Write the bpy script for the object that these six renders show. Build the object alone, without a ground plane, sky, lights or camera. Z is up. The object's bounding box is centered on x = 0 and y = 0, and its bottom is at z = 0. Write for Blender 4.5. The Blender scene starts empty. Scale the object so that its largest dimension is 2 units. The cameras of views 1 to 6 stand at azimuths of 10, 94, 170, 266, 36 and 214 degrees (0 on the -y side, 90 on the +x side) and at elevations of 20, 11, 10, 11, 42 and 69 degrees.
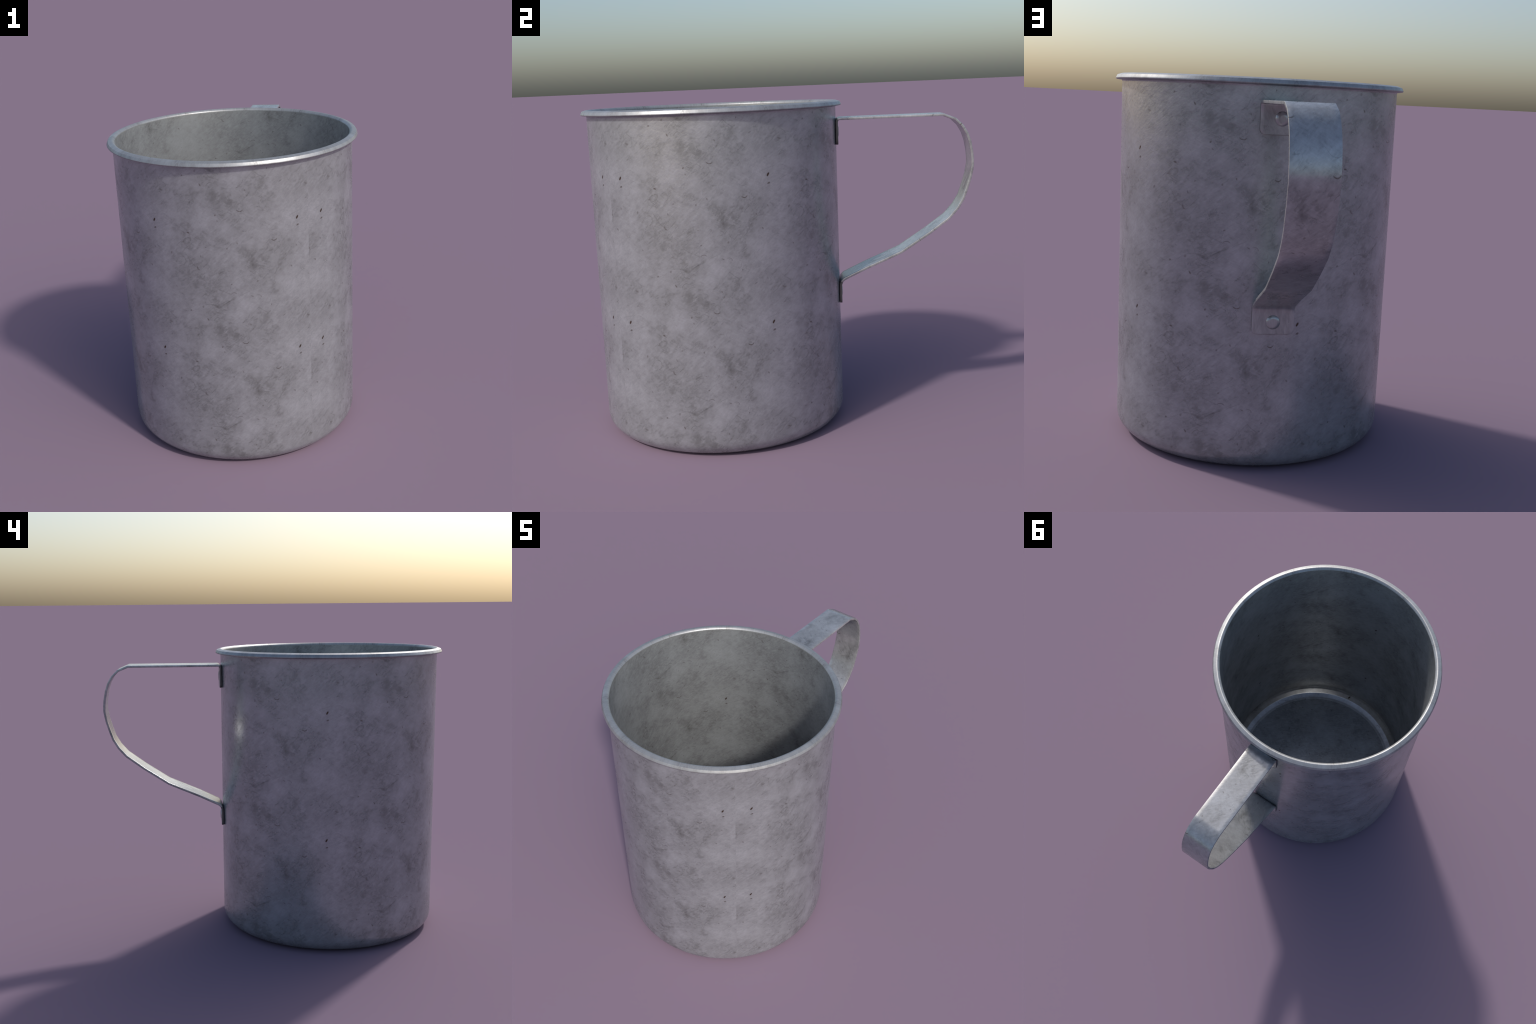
import bpy, bmesh, math
from mathutils import Vector

# ---------------------------------------------------------------- sizes (m)
CUP_Y = -0.3311          # cup axis stands at x = 0, y = CUP_Y
SEGMENTS = 144           # facets round the cup
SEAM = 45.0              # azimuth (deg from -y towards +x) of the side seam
STRAP_HALF = 0.0897      # half width of the handle strap
STRAP_THICK = 0.0122
TAB_FRONT = 0.3187        # y of the tabs' outer face
TAB_BACK = TAB_FRONT - STRAP_THICK
TAB_RADIUS = 0.020       # rounded corners of the two fixing tabs
RIVET_Z = (1.513, 0.671)
TILE_U, TILE_V = 0.788, 0.701     # the stained-tin pattern repeats at this size
TOP_SPOT_Z = 1.358                # height of one pattern origin

coll = bpy.context.scene.collection


# ================================================================ node helpers
class Net:
    """Small wrapper to write node networks as expressions."""

    def __init__(self, tree):
        self.t = tree
        self.n = tree.nodes
        self.l = tree.links

    def put(self, sock, val):
        if hasattr(val, "is_output"):
            self.l.new(val, sock)
        elif val is not None:
            sock.default_value = val

    def math(self, op, a, b=None, c=None, clamp=False):
        nd = self.n.new("ShaderNodeMath")
        nd.operation = op
        nd.use_clamp = clamp
        for i, v in enumerate((a, b, c)):
            if v is not None:
                self.put(nd.inputs[i], v)
        return nd.outputs[0]

    def add(self, a, b): return self.math("ADD", a, b)
    def sub(self, a, b): return self.math("SUBTRACT", a, b)
    def mul(self, a, b): return self.math("MULTIPLY", a, b)

    def total(self, terms):
        out = terms[0]
        for t in terms[1:]:
            out = self.add(out, t)
        return out

    def xyz(self, x=0.0, y=0.0, z=0.0):
        nd = self.n.new("ShaderNodeCombineXYZ")
        for i, v in enumerate((x, y, z)):
            self.put(nd.inputs[i], v)
        return nd.outputs[0]

    def split(self, vec):
        nd = self.n.new("ShaderNodeSeparateXYZ")
        self.put(nd.inputs[0], vec)
        return nd.outputs

    def vec(self, op, a, b=None, scale=None):
        nd = self.n.new("ShaderNodeVectorMath")
        nd.operation = op
        self.put(nd.inputs[0], a)
        if b is not None:
            self.put(nd.inputs[1], b)
        if scale is not None:
            self.put(nd.inputs["Scale"], scale)
        return nd.outputs["Value"] if op == "LENGTH" else nd.outputs["Vector"]

    def ramp01(self, val, lo, hi, a=0.0, b=1.0, smooth=True):
        nd = self.n.new("ShaderNodeMapRange")
        nd.interpolation_type = "SMOOTHSTEP" if smooth else "LINEAR"
        self.put(nd.inputs[0], val)
        for i, v in enumerate((lo, hi, a, b)):
            self.put(nd.inputs[i + 1], v)
        return nd.outputs[0]

    def noise(self, vec, w=None, scale=5.0, detail=3.0, rough=0.5, distort=0.0):
        nd = self.n.new("ShaderNodeTexNoise")
        nd.noise_dimensions = "4D" if w is not None else "3D"
        self.put(nd.inputs["Vector"], vec)
        if w is not None:
            self.put(nd.inputs["W"], w)
        nd.inputs["Scale"].default_value = scale
        nd.inputs["Detail"].default_value = detail
        nd.inputs["Roughness"].default_value = rough
        nd.inputs["Distortion"].default_value = distort
        return nd.outputs[0]

    def torus(self, u, v, lu, lv):
        """4-D coordinates that repeat when u or v goes up by one."""
        au, av = self.mul(u, 2 * math.pi), self.mul(v, 2 * math.pi)
        ru, rv = lu / (2 * math.pi), lv / (2 * math.pi)
        p = self.xyz(self.mul(self.math("COSINE", au), ru),
                     self.mul(self.math("SINE", au), ru),
                     self.mul(self.math("COSINE", av), rv))
        return p, self.mul(self.math("SINE", av), rv)


# ================================================================ tin pattern
# soft stains of one pattern tile: (across, down, radius), tile units
DARK_STAINS = [(0.655, 0.29, 0.034, 1.5), (0.672, 0.25, 0.045, 1.0), (0.611, 0.211, 0.034, 1.0),
               (0.745, 0.285, 0.034, 0.8), (0.285, 0.285, 0.052, 0.8), (0.301, 0.41, 0.042, 0.9),
               (0.170, 0.252, 0.034, 0.15), (0.089, 0.354, 0.075, 0.1), (0.385, 0.525, 0.095, 0.7),
               (0.200, 0.028, 0.050, 0.6), (0.301, 0.118, 0.072, 0.6), (0.200, 0.380, 0.055, 0.6),
               (0.422, 0.045, 0.055, 0.7), (0.462, 0.359, 0.019, 1.0), (0.498, 0.649, 0.055, 0.7),
               (0.545, 0.860, 0.065, 0.7), (0.625, 0.490, 0.080, 0.5), (0.765, 0.385, 0.050, 0.6),
               (0.825, 0.060, 0.085, 0.5), (0.842, 0.605, 0.024, 1.0), (0.834, 0.799, 0.028, 0.9),
               (0.800, 0.501, 0.030, 0.8), (0.775, 0.880, 0.055, 0.5), (0.420, 0.610, 0.060, 0.5),
               (0.409, 0.755, 0.085, 0.5), (0.700, 0.690, 0.060, 0.4)]
PALE_STAINS = [(0.500, 0.235, 0.062, 1.0), (0.495, 0.068, 0.050, 0.9), (0.900, 0.468, 0.075, 0.7),
               (0.075, 0.100, 0.065, 0.8), (0.965, 0.560, 0.080, 0.6), (0.110, 0.630, 0.080, 0.5),
               (0.120, 0.890, 0.080, 0.9), (0.350, 0.952, 0.060, 0.9), (0.615, 0.573, 0.060, 0.7),
               (0.950, 0.985, 0.080, 0.8), (0.930, 0.790, 0.070, 0.5), (0.160, 0.760, 0.080, 0.5), (0.130, 0.320, 0.060, 0.5),
               (0.540, 0.440, 0.050, 0.4)]
# small dark flecks: across, down, half width, half length, turn (deg), strength
FLECKS = [(0.000, 0.000, 0.0090, 0.0155, 28, 1.25), (0.002, 0.057, 0.0075, 0.0135, 50, 1.0),
          (0.249, 0.063, 0.0060, 0.0120, 100, 1.0), (0.573, 0.136, 0.0045, 0.0090, -15, 0.8),
          (0.506, 0.174, 0.0060, 0.0095, 15, 0.6), (0.120, 0.224, 0.0060, 0.0110, 30, 0.6),
          (0.326, 0.231, 0.0045, 0.0110, -15, 0.6), (0.510, 0.341, 0.0045, 0.0070, 80, 0.5),
          (0.524, 0.442, 0.0050, 0.0080, 60, 0.6), (0.352, 0.716, 0.0055, 0.0130, -30, 0.9),
          (0.234, 0.653, 0.0060, 0.0080, 40, 0.7), (0.700, 0.429, 0.0080, 0.0100, 40, 0.6),
          (0.323, 0.618, 0.0080, 0.0110, 10, 0.5), (0.882, 0.718, 0.0055, 0.0140, 65, 0.5),
          (0.209, 0.134, 0.0060, 0.0120, 70, 0.5), (0.946, 0.352, 0.0060, 0.0120, -40, 0.6),
          (0.073, 0.874, 0.0050, 0.0090, 70, 0.5), (0.075, 0.770, 0.0060, 0.0180, -65, 0.5),
          (0.660, 0.540, 0.0040, 0.0140, -60, 0.6), (0.990, 0.205, 0.005, 0.012, -30, 0.6),
          (0.440, 0.930, 0.0055, 0.0100, 20, 0.8), (0.452, 0.972, 0.0045, 0.0080, -40, 0.6),
          (0.905, 0.255, 0.0045, 0.0085, 35, 0.7), (0.640, 0.760, 0.0050, 0.0090, -20, 0.7),
          (0.655, 0.795, 0.0040, 0.0070, 45, 0.6), (0.790, 0.620, 0.0045, 0.0080, 10, 0.6),
          (0.140, 0.480, 0.0050, 0.0080, -35, 0.6), (0.365, 0.165, 0.0045, 0.0080, 55, 0.6)]
# hair-thin curls: across, down, radius, which side is drawn (deg), strength
CURLS = [(0.825, 0.118, 0.022, -85, 0.85), (0.600, 0.886, 0.022, -95, 0.8),
         (0.537, 0.526, 0.020, 90, 0.55), (0.318, 0.318, 0.018, -150, 0.6),
         (0.700, 0.555, 0.022, 60, 0.4)]


def build_pattern_group():
    g = bpy.data.node_groups.new("stained_tin_pattern", "ShaderNodeTree")
    for nm in ("U", "V"):
        g.interface.new_socket(nm, in_out="INPUT", socket_type="NodeSocketFloat")
    for nm in ("Tone", "Fleck", "Grain"):
        g.interface.new_socket(nm, in_out="OUTPUT", socket_type="NodeSocketFloat")
    k = Net(g)
    gi = g.nodes.new("NodeGroupInput")
    go = g.nodes.new("NodeGroupOutput")
    U, V = gi.outputs["U"], gi.outputs["V"]
    P, W = k.torus(U, V, TILE_U, TILE_V)

    # stains wander: push the coordinates about with noise
    wob_u = k.noise(P, W, 16, 4, 0.58)
    wob_v = k.noise(k.vec("ADD", P, (3.1, 1.7, 5.2)), W, 16, 4, 0.58)
    du = k.add(U, k.mul(k.sub(wob_u, 0.5), 0.08))
    dv = k.add(V, k.mul(k.sub(wob_v, 0.5), 0.08))
    warped = k.xyz(du, dv)
    plain = k.xyz(U, V)

    def nearest(base, u, v):
        """offset from (u, v), wrapped into -0.5 .. 0.5 of the tile"""
        s = k.vec("SUBTRACT", base, (u - 0.5, v - 0.5, -0.5))
        return k.vec("SUBTRACT", k.vec("FRACTION", s), (0.5, 0.5, 0.5))

    def stain(u, v, r, s):
        d = k.vec("LENGTH", nearest(warped, u, v))
        return k.ramp01(d, 2.1 * r, 0.0, 0.0, s)

    dark = k.total([stain(*s) for s in DARK_STAINS])
    pale = k.total([stain(*s) for s in PALE_STAINS])

    # cloudy, smudged and fine grain
    broad = k.noise(k.vec("ADD", P, (6.3, 2.1, 8.7)), W, 5, 1, 0.4)
    cloud = k.noise(P, W, 7, 3, 0.45)
    mottle = k.noise(P, W, 36, 4, 0.55)
    medium = k.noise(k.vec("ADD", P, (5.3, 4.1, 0.7)), W, 18, 3, 0.5)
    fine = k.noise(P, W, 95, 4, 0.65)
    # smudges wiped slantwise (the slant keeps the pattern repeating)
    S, SW = k.torus(k.sub(U, V), k.add(U, V), 0.45, 1.7)
    wiped = k.noise(S, SW, 14, 5, 0.62)
    S2, SW2 = k.torus(k.add(U, V), k.sub(U, k.mul(V, 2.0)), 0.5, 2.2)

    S3, SW3 = k.torus(k.sub(k.mul(U, 2.0), V), k.add(U, k.mul(V, 2.0)), 0.50, 1.5)

    # hair scratches: thin contour lines of smooth noise, broken up
    def hairs(p, w, scale, width, gate_scale, lo):
        h = k.math("ABSOLUTE", k.sub(k.noise(p, w, scale, 1.0, 0.4), 0.5))
        line = k.ramp01(h, width, 0.0)
        gate = k.ramp01(k.noise(k.vec("ADD", p, (7.3, 2.2, 4.4)), w, gate_scale, 2, 0.5), lo, lo + 0.1)
        return k.mul(line, gate)
    hair = k.total([hairs(P, W, 4.5, 0.0032, 9, 0.48), hairs(S, SW, 3.0, 0.0035, 12, 0.48),
                    hairs(k.vec("ADD", P, (11.0, 3.0, 6.0)), W, 5.0, 0.0035, 8, 0.46),
                    hairs(k.vec("ADD", P, (4.0, 13.0, 2.0)), W, 3.5, 0.0024, 10, 0.46),
                    hairs(S3, SW3, 3.0, 0.0030, 9, 0.46)])
    hair_pale = hairs(S2, SW2, 4.0, 0.0032, 10, 0.48)

    smudge = k.ramp01(k.noise(k.vec("ADD", P, (1.3, 8.2, 2.4)), W, 46, 3, 0.55), 0.62, 0.76)

    # felt-like short strokes in two slants, each showing in its own patches
    stroke_a = k.noise(S, SW, 38, 4, 0.6)
    stroke_b = k.noise(S2, SW2, 30, 4, 0.6)
    stroke_c = k.noise(S3, SW3, 30, 4, 0.6)
    pick = k.ramp01(cloud, 0.42, 0.58)
    strokes = k.add(k.mul(k.sub(stroke_a, 0.5), 0.9),
                    k.add(k.mul(k.mul(k.sub(stroke_b, 0.5), pick), 0.8),
                          k.mul(k.mul(k.sub(stroke_c, 0.5), k.sub(1.0, pick)), 0.8)))

    tone = k.total([
        k.mul(k.sub(broad, 0.5), 0.36),
        k.mul(k.sub(cloud, 0.5), 0.50),
        k.mul(k.sub(medium, 0.5), 0.38),
        k.mul(k.sub(mottle, 0.5), 0.44),
        k.mul(k.sub(fine, 0.5), 0.32),
        k.mul(k.sub(wiped, 0.5), 0.08),
        k.mul(strokes, 0.52),
        k.mul(pale, 0.20), k.mul(k.mul(dark, k.ramp01(mottle, 0.66, 0.34, 0.75, 1.2)), -0.145),
        k.mul(hair, -0.17), k.mul(hair_pale, 0.10), k.mul(smudge, -0.06)])
    k.put(go.inputs["Tone"], k.add(tone, 0.5))

    # flecks
    rag = k.noise(P, W, 150, 2, 0.5)

    def fleck(u, v, hw, hl, turn, s):
        o = k.split(nearest(plain, u, v))
        a = math.radians(turn)
        x = k.add(k.mul(o[0], math.cos(a) / hw), k.mul(o[1], math.sin(a) / hw))
        y = k.add(k.mul(o[0], math.sin(a) / hl), k.mul(o[1], -math.cos(a) / hl))
        d = k.add(k.vec("LENGTH", k.xyz(x, y)), k.mul(k.sub(rag, 0.5), 1.0))
        return k.ramp01(d, 1.1, 0.45, 0.0, s if s > 1.2 else 0.85 * s)

    def curl(u, v, r, side, s):
        n = nearest(plain, u, v)
        o = k.split(n)
        ring = k.ramp01(k.math("ABSOLUTE", k.sub(k.vec("LENGTH", n), r)), 0.0045, 0.001)
        a = math.radians(side)
        along = k.add(k.mul(o[0], math.cos(a) / r), k.mul(o[1], -math.sin(a) / r))
        return k.mul(ring, k.ramp01(along, 0.25, 0.85, 0.0, s))

    spots = [fleck(*f) for f in FLECKS] + [curl(*c) for c in CURLS]
    k.put(go.inputs["Fleck"], k.math("MINIMUM", k.total(spots), 1.3))
    k.put(go.inputs["Grain"], k.total([k.mul(fine, 0.22), k.mul(mottle, 0.5), k.mul(stroke_a, 0.35)]))
    return g


PATTERN = build_pattern_group()

# where the pattern comes round the cup: azimuth -> pattern count
WRAP = [(45, .90), (52.8, 1.0), (71.1, 1.25), (95, 1.6), (119.3, 2.0), (139.6, 2.25), (166.4, 2.6),
        (189.7, 3.0), (207.1, 3.25), (236.1, 3.6), (261.2, 4.0), (277.7, 4.25), (303, 4.6),
        (332, 5.0), (349.5, 5.25), (372.9, 5.6), (399, 6.0), (405, 6.09)]


METAL = 0.55


def tin_material(name, mapping, dark=(0.142, 0.142, 0.142), pale=(0.512, 0.536, 0.562),
                 rough=(0.31, 0.20), bump=0.10, metallic=METAL, flecks=1.0, tone_gain=1.0):
    m = bpy.data.materials.new(name)
    m.use_nodes = True
    t = m.node_tree
    t.nodes.clear()
    k = Net(t)
    out = t.nodes.new("ShaderNodeOutputMaterial")
    bsdf = t.nodes.new("ShaderNodeBsdfPrincipled")
    t.links.new(bsdf.outputs[0], out.inputs["Surface"])
    obj = t.nodes.new("ShaderNodeTexCoord").outputs["Object"]
    U, V = mapping(k, obj)
    grp = t.nodes.new("ShaderNodeGroup")
    grp.node_tree = PATTERN
    k.put(grp.inputs["U"], U)
    k.put(grp.inputs["V"], V)
    tone = grp.outputs["Tone"]
    if tone_gain != 1.0:
        tone = k.add(k.mul(k.sub(tone, 0.5), tone_gain), 0.5)

    ramp = t.nodes.new("ShaderNodeValToRGB")
    k.put(ramp.inputs[0], tone)
    el = ramp.color_ramp.elements
    el[0].position, el[0].color = 0.0, (*dark, 1)
    el[1].position, el[1].color = 1.0, (*pale, 1)
    mid = el.new(0.5)
    mid.color = (*[0.45 * a + 0.55 * b for a, b in zip(dark, pale)], 1)

    mix = t.nodes.new("ShaderNodeMix")
    mix.data_type = "RGBA"
    k.put(mix.inputs["Factor"], k.math("MULTIPLY", grp.outputs["Fleck"], 0.8 * flecks, clamp=True))
    k.put(mix.inputs["A"], ramp.outputs[0])
    mix.inputs["B"].default_value = (0.065, 0.042, 0.030, 1)
    k.put(bsdf.inputs["Base Color"], mix.outputs["Result"])
    k.put(bsdf.inputs["Metallic"], metallic)
    k.put(bsdf.inputs["Roughness"], k.ramp01(tone, 0.1, 0.9, rough[0], rough[1], smooth=False))
    bn = t.nodes.new("ShaderNodeBump")
    bn.inputs["Strength"].default_value = bump
    bn.inputs["Distance"].default_value = 0.01
    k.put(bn.inputs["Height"], grp.outputs["Grain"])
    k.put(bsdf.inputs["Normal"], bn.outputs[0])
    return m


def turns_from_seam(k, obj):
    """0..1 once round the cup, counted from the side seam."""
    x, y, z = k.split(obj)
    ang = k.mul(k.math("ARCTAN2", x, k.mul(y, -1.0)), 1 / (2 * math.pi))
    return k.math("FRACT", k.sub(ang, SEAM / 360)), z


def wrap_curve(k, turn):
    c = k.n.new("ShaderNodeFloatCurve")
    pts = [((a - SEAM) / 360, u / 7) for a, u in WRAP]
    cv = c.mapping.curves[0]
    cv.points[0].location, cv.points[1].location = pts[0], pts[-1]
    for p in pts[1:-1]:
        cv.points.new(*p)
    for p in cv.points:
        p.handle_type = "VECTOR"
    c.mapping.update()
    k.put(c.inputs["Value"], turn)
    return k.mul(c.outputs[0], 7.0)


def map_outside(k, obj):
    turn, z = turns_from_seam(k, obj)
    return wrap_curve(k, turn), k.mul(k.sub(TOP_SPOT_Z, z), 1 / TILE_V)


def map_inside(k, obj):
    # the pattern runs the other way round, evenly, and meets itself near the seam
    x, y, z = k.split(obj)
    ang = k.mul(k.math("ARCTAN2", x, k.mul(y, -1.0)), 1 / (2 * math.pi))
    t = k.math("FRACT", k.sub(398 / 360, ang))
    return k.add(k.mul(t, 360 / 70.9), 0.461), k.mul(k.sub(1.131, z), 1 / TILE_V)


def map_floor(k, obj):
    x, y, z = k.split(obj)
    return k.mul(k.add(x, -0.086), 1 / TILE_U), k.mul(k.add(y, -0.10), -1 / TILE_V)


def map_rim(k, obj):
    # the pattern is drawn out across the bead, so its streaks run over the edge
    x, y, z = k.split(obj)
    turn, _ = turns_from_seam(k, obj)
    r = k.vec("LENGTH", k.xyz(x, y))
    return k.mul(turn, 11.0), k.mul(k.sub(r, z), 0.9)


def map_strap(k, obj):
    # along the strap, measured by turning about the middle of the loop
    x, y, z = k.split(obj)
    a = k.math("ARCTAN2", k.sub(z, 1.20), k.sub(y, 0.92))
    return k.add(k.mul(x, -1 / 0.70), 0.72), k.add(k.mul(a, -0.38 / 0.70), 0.32)


TIN_OUT = tin_material("stained_tin_wall", map_outside)
TIN_IN = tin_material("stained_tin_inside", map_inside, tone_gain=0.95, pale=(0.490, 0.515, 0.540), rough=(0.48, 0.24))
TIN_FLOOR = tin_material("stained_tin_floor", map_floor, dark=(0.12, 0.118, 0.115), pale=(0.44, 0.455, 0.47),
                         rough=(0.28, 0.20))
TIN_RING_LIGHTENED = tin_material("tin_ring_painted_reflection", map_floor, dark=(0.22, 0.22, 0.22), pale=(0.64, 0.65, 0.66),  # tin lightened to bake in the bright reflection round the floor corner
                        rough=(0.26, 0.20), bump=0.04)
TIN_RIM = tin_material("worn_tin_rim", map_rim, dark=(0.20, 0.20, 0.20), pale=(0.43, 0.445, 0.46),
                       rough=(0.50, 0.34), bump=0.06, flecks=0.6, tone_gain=1.15)
TIN_TAB_SHADOW = tin_material("tin_edge_painted_shadow", map_strap, dark=(0.05, 0.047, 0.043), pale=(0.20, 0.19, 0.18),
                         rough=(0.55, 0.45))
TIN_STRAP = tin_material("tin_strap", map_strap, pale=(0.58, 0.59, 0.60), rough=(0.30, 0.20), bump=0.07)


# ================================================================ geometry
def link(name, mesh, parent, mats):
    ob = bpy.data.objects.new(name, mesh)
    coll.objects.link(ob)
    ob.parent = parent
    for m in mats:
        mesh.materials.append(m)
    return ob


mug = bpy.data.objects.new("metal_mug", None)
mug.location = (0, CUP_Y, 0)
mug["label"] = "old stained grey tin mug with flat strap handle"
mug["category"] = "metal mug"
coll.objects.link(mug)

# one closed profile of the sheet metal (radius, height), from the middle of the
# underside up the outer wall, over the rolled rim, down inside to the floor
UNDERSIDE = [(0.0, 0.0), (0.30, 0.0), (0.500, 0.0), (0.556, 0.0), (0.568, 0.0010), (0.580, 0.0045),
             (0.592, 0.0095), (0.604, 0.0165)]
CORNER_OUT = [(0.604, 0.0165), (0.612, 0.0230), (0.620, 0.0318), (0.628, 0.0425), (0.6345, 0.0545), (0.638, 0.069)]
OUTER_WALL = [(0.638, 0.069), (0.6392, 0.085)] + \
             [(0.6392 + 0.0005 * i / 12, 0.085 + 1.5515 * i / 12) for i in range(1, 13)] + [(0.6400, 1.6425)]
RIM_BAND = [(0.6400, 1.6425), (0.6412, 1.6446), (0.6440, 1.6455), (0.6560, 1.6462), (0.6640, 1.6474),
            (0.6670, 1.6488), (0.6685, 1.6512), (0.6683, 1.6535), (0.6670, 1.6568), (0.6618, 1.6669)]
RIM_TOP = [(0.6618, 1.6669), (0.6560, 1.6690), (0.6460, 1.6726), (0.6425, 1.6735), (0.6393, 1.6737),
           (0.6360, 1.6727), (0.6308, 1.6686), (0.6270, 1.6648), (0.6258, 1.6620), (0.6257, 1.6570)]
CREASE = RIM_TOP[0]        # the bead is pressed flat on top and keeps an edge there
INNER_WALL = [(0.6257, 1.6570), (0.6262, 1.64)] + \
             [(0.6262 - 0.0002 * i / 12, 1.64 - 1.555 * i / 12) for i in range(1, 13)] + [(0.6255, 0.074)]
CORNER_IN = [(0.6255, 0.074), (0.6248, 0.062), (0.6225, 0.052), (0.6190, 0.0460), (0.6150, 0.0415),
             (0.5935, 0.0212), (0.5905, 0.0188), (0.5870, 0.0176), (0.5610, 0.0125), (0.5560, 0.0120), (0.5400, 0.0120)]
FLOOR = [(0.5400, 0.0120), (0.520, 0.012), (0.30, 0.012), (0.0, 0.012)]
SECTIONS = [UNDERSIDE, CORNER_OUT, OUTER_WALL, RIM_BAND, RIM_TOP, INNER_WALL, CORNER_IN, FLOOR]

# profile normals over the whole outline, so that parts meet without a seam
outline = []
for s in SECTIONS:
    outline += s if not outline else s[1:]
profile_normal = {}
for i, p in enumerate(outline):
    a = Vector(outline[max(i - 1, 0)])
    b = Vector(p)
    c = Vector(outline[min(i + 1, len(outline) - 1)])
    n = Vector((0, 0))
    for q, r in ((a, b), (b, c)):
        d = r - q
        if d.length > 1e-9:
            # longer flats weigh more, as they do in a rolled sheet
            n += Vector((d.y, -d.x)).normalized() * min(d.length, 0.02)
    profile_normal[p] = n.normalized()


def revolve(sections, mat_index):
    """Lathe profile sections about the cup axis; returns mesh with exact normals."""
    verts, norms, faces, fm = [], [], [], []
    for sec, mi in zip(sections, mat_index):
        rows = []
        for r, z in sec:
            nr, nz = profile_normal[(r, z)]
            if (r, z) == CREASE:
                a, b = (sec[-2], sec[-1]) if sec is RIM_BAND else (sec[0], sec[1])
                nr, nz = Vector((b[1] - a[1], a[0] - b[0])).normalized()
            if r < 1e-6:
                rows.append([len(verts)] * SEGMENTS)
                verts.append((0, 0, z))
                norms.append((0, 0, 1 if nz > 0 else -1))
                continue
            row = []
            for i in range(SEGMENTS):
                a = math.radians(SEAM) + 2 * math.pi * i / SEGMENTS
                row.append(len(verts))
                verts.append((r * math.sin(a), -r * math.cos(a), z))
                norms.append((nr * math.sin(a), -nr * math.cos(a), nz))
            rows.append(row)
        for lo, hi in zip(rows, rows[1:]):
            for i in range(SEGMENTS):
                j = (i + 1) % SEGMENTS
                f = []
                for v in (lo[i], lo[j], hi[j], hi[i]):
                    if v not in f:
                        f.append(v)
                faces.append(f)
                fm.append(mi)
    me = bpy.data.meshes.new("lathe")
    me.from_pydata(verts, [], faces)
    for p, mi in zip(me.polygons, fm):
        p.use_smooth = True
        p.material_index = mi
    me.validate()
    me.normals_split_custom_set_from_vertices(norms)
    return me


wall = revolve([OUTER_WALL, INNER_WALL], [0, 1])
wall.name = "wall"
link("wall", wall, mug, [TIN_OUT, TIN_IN])
rim = revolve([RIM_BAND, RIM_TOP], [0, 0])
rim.name = "rim"
link("rim", rim, mug, [TIN_RIM])
base = revolve([UNDERSIDE, CORNER_OUT, CORNER_IN, FLOOR], [2, 0, 3, 2])
base.name = "base"
link("base", base, mug, [TIN_OUT, TIN_IN, TIN_FLOOR, TIN_RING_LIGHTENED])

# ---------------------------------------------------------------- handle strap
# outer face of the strap as (y, z) in world metres, tab - loop - tab
STRAP_OUTLINE = [(TAB_BACK, 1.4485), (TAB_BACK, 1.5640), (0.3095, 1.5745), (0.3150, 1.5812), (0.3255, 1.5850),
                 (0.8520, 1.5858), (0.9115, 1.5612), (0.9468, 1.5263), (0.9710, 1.4850), (0.9862, 1.4395),
                 (0.9962, 1.3850), (0.9992, 1.3500), (0.9995, 1.3195), (0.9888, 1.2614), (0.9723, 1.2072),
                 (0.9530, 1.1505), (0.9230, 1.1000), (0.8780, 1.0485), (0.7750, 0.9720), (0.6330, 0.8785),
                 (0.5488, 0.8413), (0.4490, 0.7982), (0.3348, 0.7428), (0.3242, 0.7315), (0.3195, 0.7190),
                 (TAB_FRONT, 0.7060), (TAB_FRONT, 0.6195)]


def densify(pts, margin=0.02):
    """keep straight runs straight: add a station close to either end of each long run"""
    out = [pts[0]]
    for a, b in zip(pts, pts[1:]):
        n = math.dist(a, b)
        if n > 0.14:
            for t in (margin / n, 0.5, 1 - margin / n):
                out.append((a[0] + (b[0] - a[0]) * t, a[1] + (b[1] - a[1]) * t))
        elif a[0] == b[0] and n > 0.06:                      # the tabs
            for t in (0.25, 0.5, 0.75):
                out.append((a[0], a[1] + (b[1] - a[1]) * t))
        out.append(b)
    return out


def tab_steps(end, direction):
    """extra stations near a tab end so that its corners come out round"""
    return [(end[0], end[1] + direction * TAB_RADIUS * (1 - math.cos(math.radians(t)))) for t in (0, 15, 30, 45, 60, 75, 90)]


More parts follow.
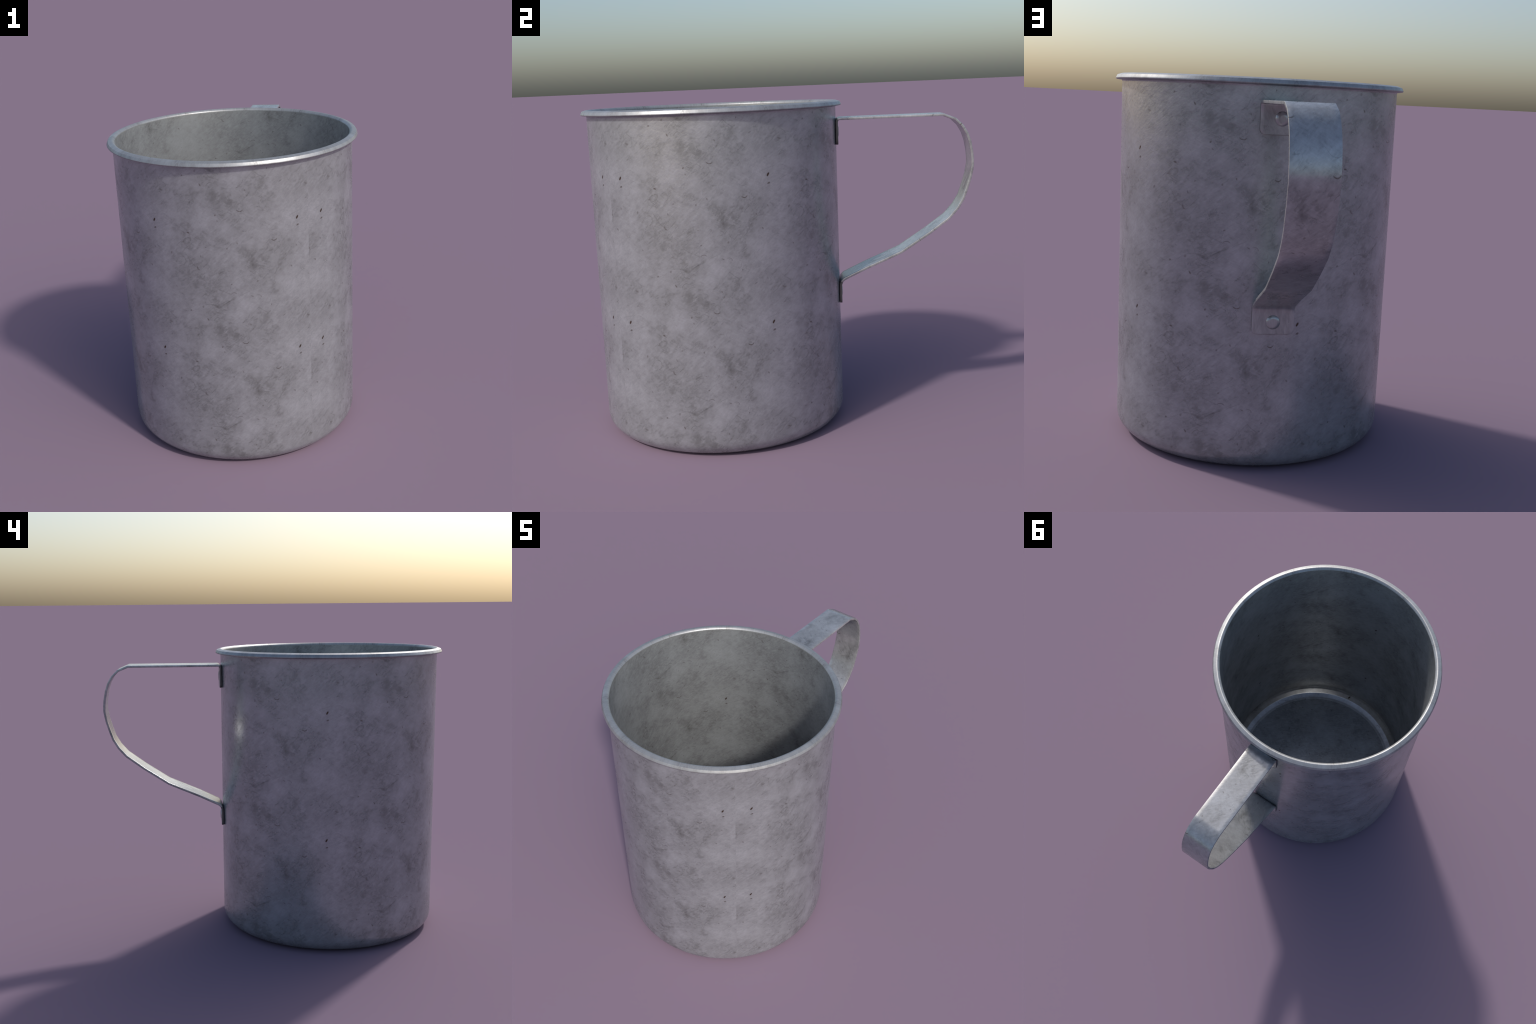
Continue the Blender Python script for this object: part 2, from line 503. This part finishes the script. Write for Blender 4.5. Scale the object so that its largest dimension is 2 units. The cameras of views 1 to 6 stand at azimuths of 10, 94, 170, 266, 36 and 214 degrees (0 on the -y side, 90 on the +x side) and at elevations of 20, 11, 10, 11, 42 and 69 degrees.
def build_strap():
    line = densify(STRAP_OUTLINE)
    top, low = STRAP_OUTLINE[0], STRAP_OUTLINE[-1]
    keep = [p for p in line if math.dist(p, top) > TAB_RADIUS * 1.2 and math.dist(p, low) > TAB_RADIUS * 1.2]
    line = tab_steps(top, 1) + keep + tab_steps(low, 1)[::-1]
    n = len(line)
    length = [0.0]
    for a, b in zip(line, line[1:]):
        length.append(length[-1] + math.dist(a, b))
    cols = [-1, -0.75, -0.4, 0, 0.4, 0.75, 1]
    bm = bmesh.new()
    grid = {}
    for i, p in enumerate(line):
        a, c = Vector(line[max(i - 1, 0)]), Vector(line[min(i + 1, n - 1)])
        t = (c - a).normalized()
        # mitre the inner face at bends
        d1 = (Vector(p) - a).normalized() if i else t
        d2 = (c - Vector(p)).normalized() if i < n - 1 else t
        nrm = Vector((t.y, -t.x))          # towards the inside of the loop
        depth = STRAP_THICK / max(0.6, math.sqrt(0.5 * (1 + d1.dot(d2))))
        s = min(length[i], length[-1] - length[i])
        half = STRAP_HALF
        if s < TAB_RADIUS:
            half = STRAP_HALF - TAB_RADIUS + math.sqrt(max(0.0, TAB_RADIUS ** 2 - (TAB_RADIUS - s) ** 2))
        for side in (0, 1):
            q = Vector(p) + nrm * (depth * side)
            for j, c_ in enumerate(cols):
                grid[i, side, j] = bm.verts.new((c_ * half, q.x - CUP_Y, q.y))
    m = len(cols)
    for i in range(n - 1):
        for j in range(m - 1):
            bm.faces.new((grid[i, 0, j], grid[i + 1, 0, j], grid[i + 1, 0, j + 1], grid[i, 0, j + 1]))
            bm.faces.new((grid[i, 1, j], grid[i, 1, j + 1], grid[i + 1, 1, j + 1], grid[i + 1, 1, j]))
        for j in (0, m - 1):
            bm.faces.new((grid[i, 0, j], grid[i, 1, j], grid[i + 1, 1, j], grid[i + 1, 0, j]))
    for i in (0, n - 1):
        for j in range(m - 1):
            bm.faces.new((grid[i, 0, j], grid[i, 0, j + 1], grid[i, 1, j + 1], grid[i, 1, j]))
    bmesh.ops.recalc_face_normals(bm, faces=bm.faces[:])
    # soften the long sheared edges
    sharp = [e for e in bm.edges if len(e.link_faces) == 2 and e.calc_face_angle() > math.radians(60)]
    bmesh.ops.bevel(bm, geom=sharp, offset=0.0012, segments=2, profile=0.5, affect="EDGES")
    me = bpy.data.meshes.new("handle")
    bm.to_mesh(me)
    bm.free()
    for p in me.polygons:
        p.use_smooth = True
        # tab edges coloured dark to draw the contact shadow against the wall
        if p.center.y + CUP_Y < TAB_FRONT - 0.0008 and p.normal.y < 0.6 and abs(p.normal.y) < 0.9:
            p.material_index = 1
    me.set_sharp_from_angle(angle=math.radians(38))
    return me


handle = link("handle", build_strap(), mug, [TIN_STRAP, TIN_TAB_SHADOW])

# ---------------------------------------------------------------- rivets
RIVET_PROFILE = [(0.0, 0.0044), (0.012, 0.0043), (0.0195, 0.0039), (0.0245, 0.0031), (0.0283, 0.0018),
                 (0.0302, 0.0004), (0.0310, -0.0010)]


def build_rivet():
    bm = bmesh.new()
    n = 40
    rows = []
    for r, h in RIVET_PROFILE:
        if r == 0:
            rows.append([bm.verts.new((0, h, 0))] * n)
        else:
            rows.append([bm.verts.new((r * math.cos(2 * math.pi * i / n), h, r * math.sin(2 * math.pi * i / n)))
                         for i in range(n)])
    for a, b in zip(rows, rows[1:]):
        for i in range(n):
            j = (i + 1) % n
            f = []
            for v in (a[i], b[i], b[j], a[j]):
                if v not in f:
                    f.append(v)
            bm.faces.new(f)
    bmesh.ops.recalc_face_normals(bm, faces=bm.faces[:])
    bm.verts.index_update()
    me = bpy.data.meshes.new("rivet")
    bm.to_mesh(me)
    bm.free()
    for p in me.polygons:
        p.use_smooth = True
    # hammered heads are low but catch light like a dome: steepen their normals
    norms = []
    for v in me.vertices:
        r = math.hypot(v.co.x, v.co.z)
        tilt = math.radians(62) * max(0.0, (r - 0.0150) / 0.0160) ** 1.2
        rr = max(r, 1e-6)
        norms.append((v.co.x / rr * math.sin(tilt), math.cos(tilt), v.co.z / rr * math.sin(tilt)))
    me.normals_split_custom_set_from_vertices(norms)
    me.materials.append(TIN_STRAP)
    return me


rivet_mesh = build_rivet()
for z in RIVET_Z:
    rv = bpy.data.objects.new("rivet", rivet_mesh)
    rv.location = (0, TAB_FRONT - CUP_Y, z)
    rv.parent = handle
    coll.objects.link(rv)
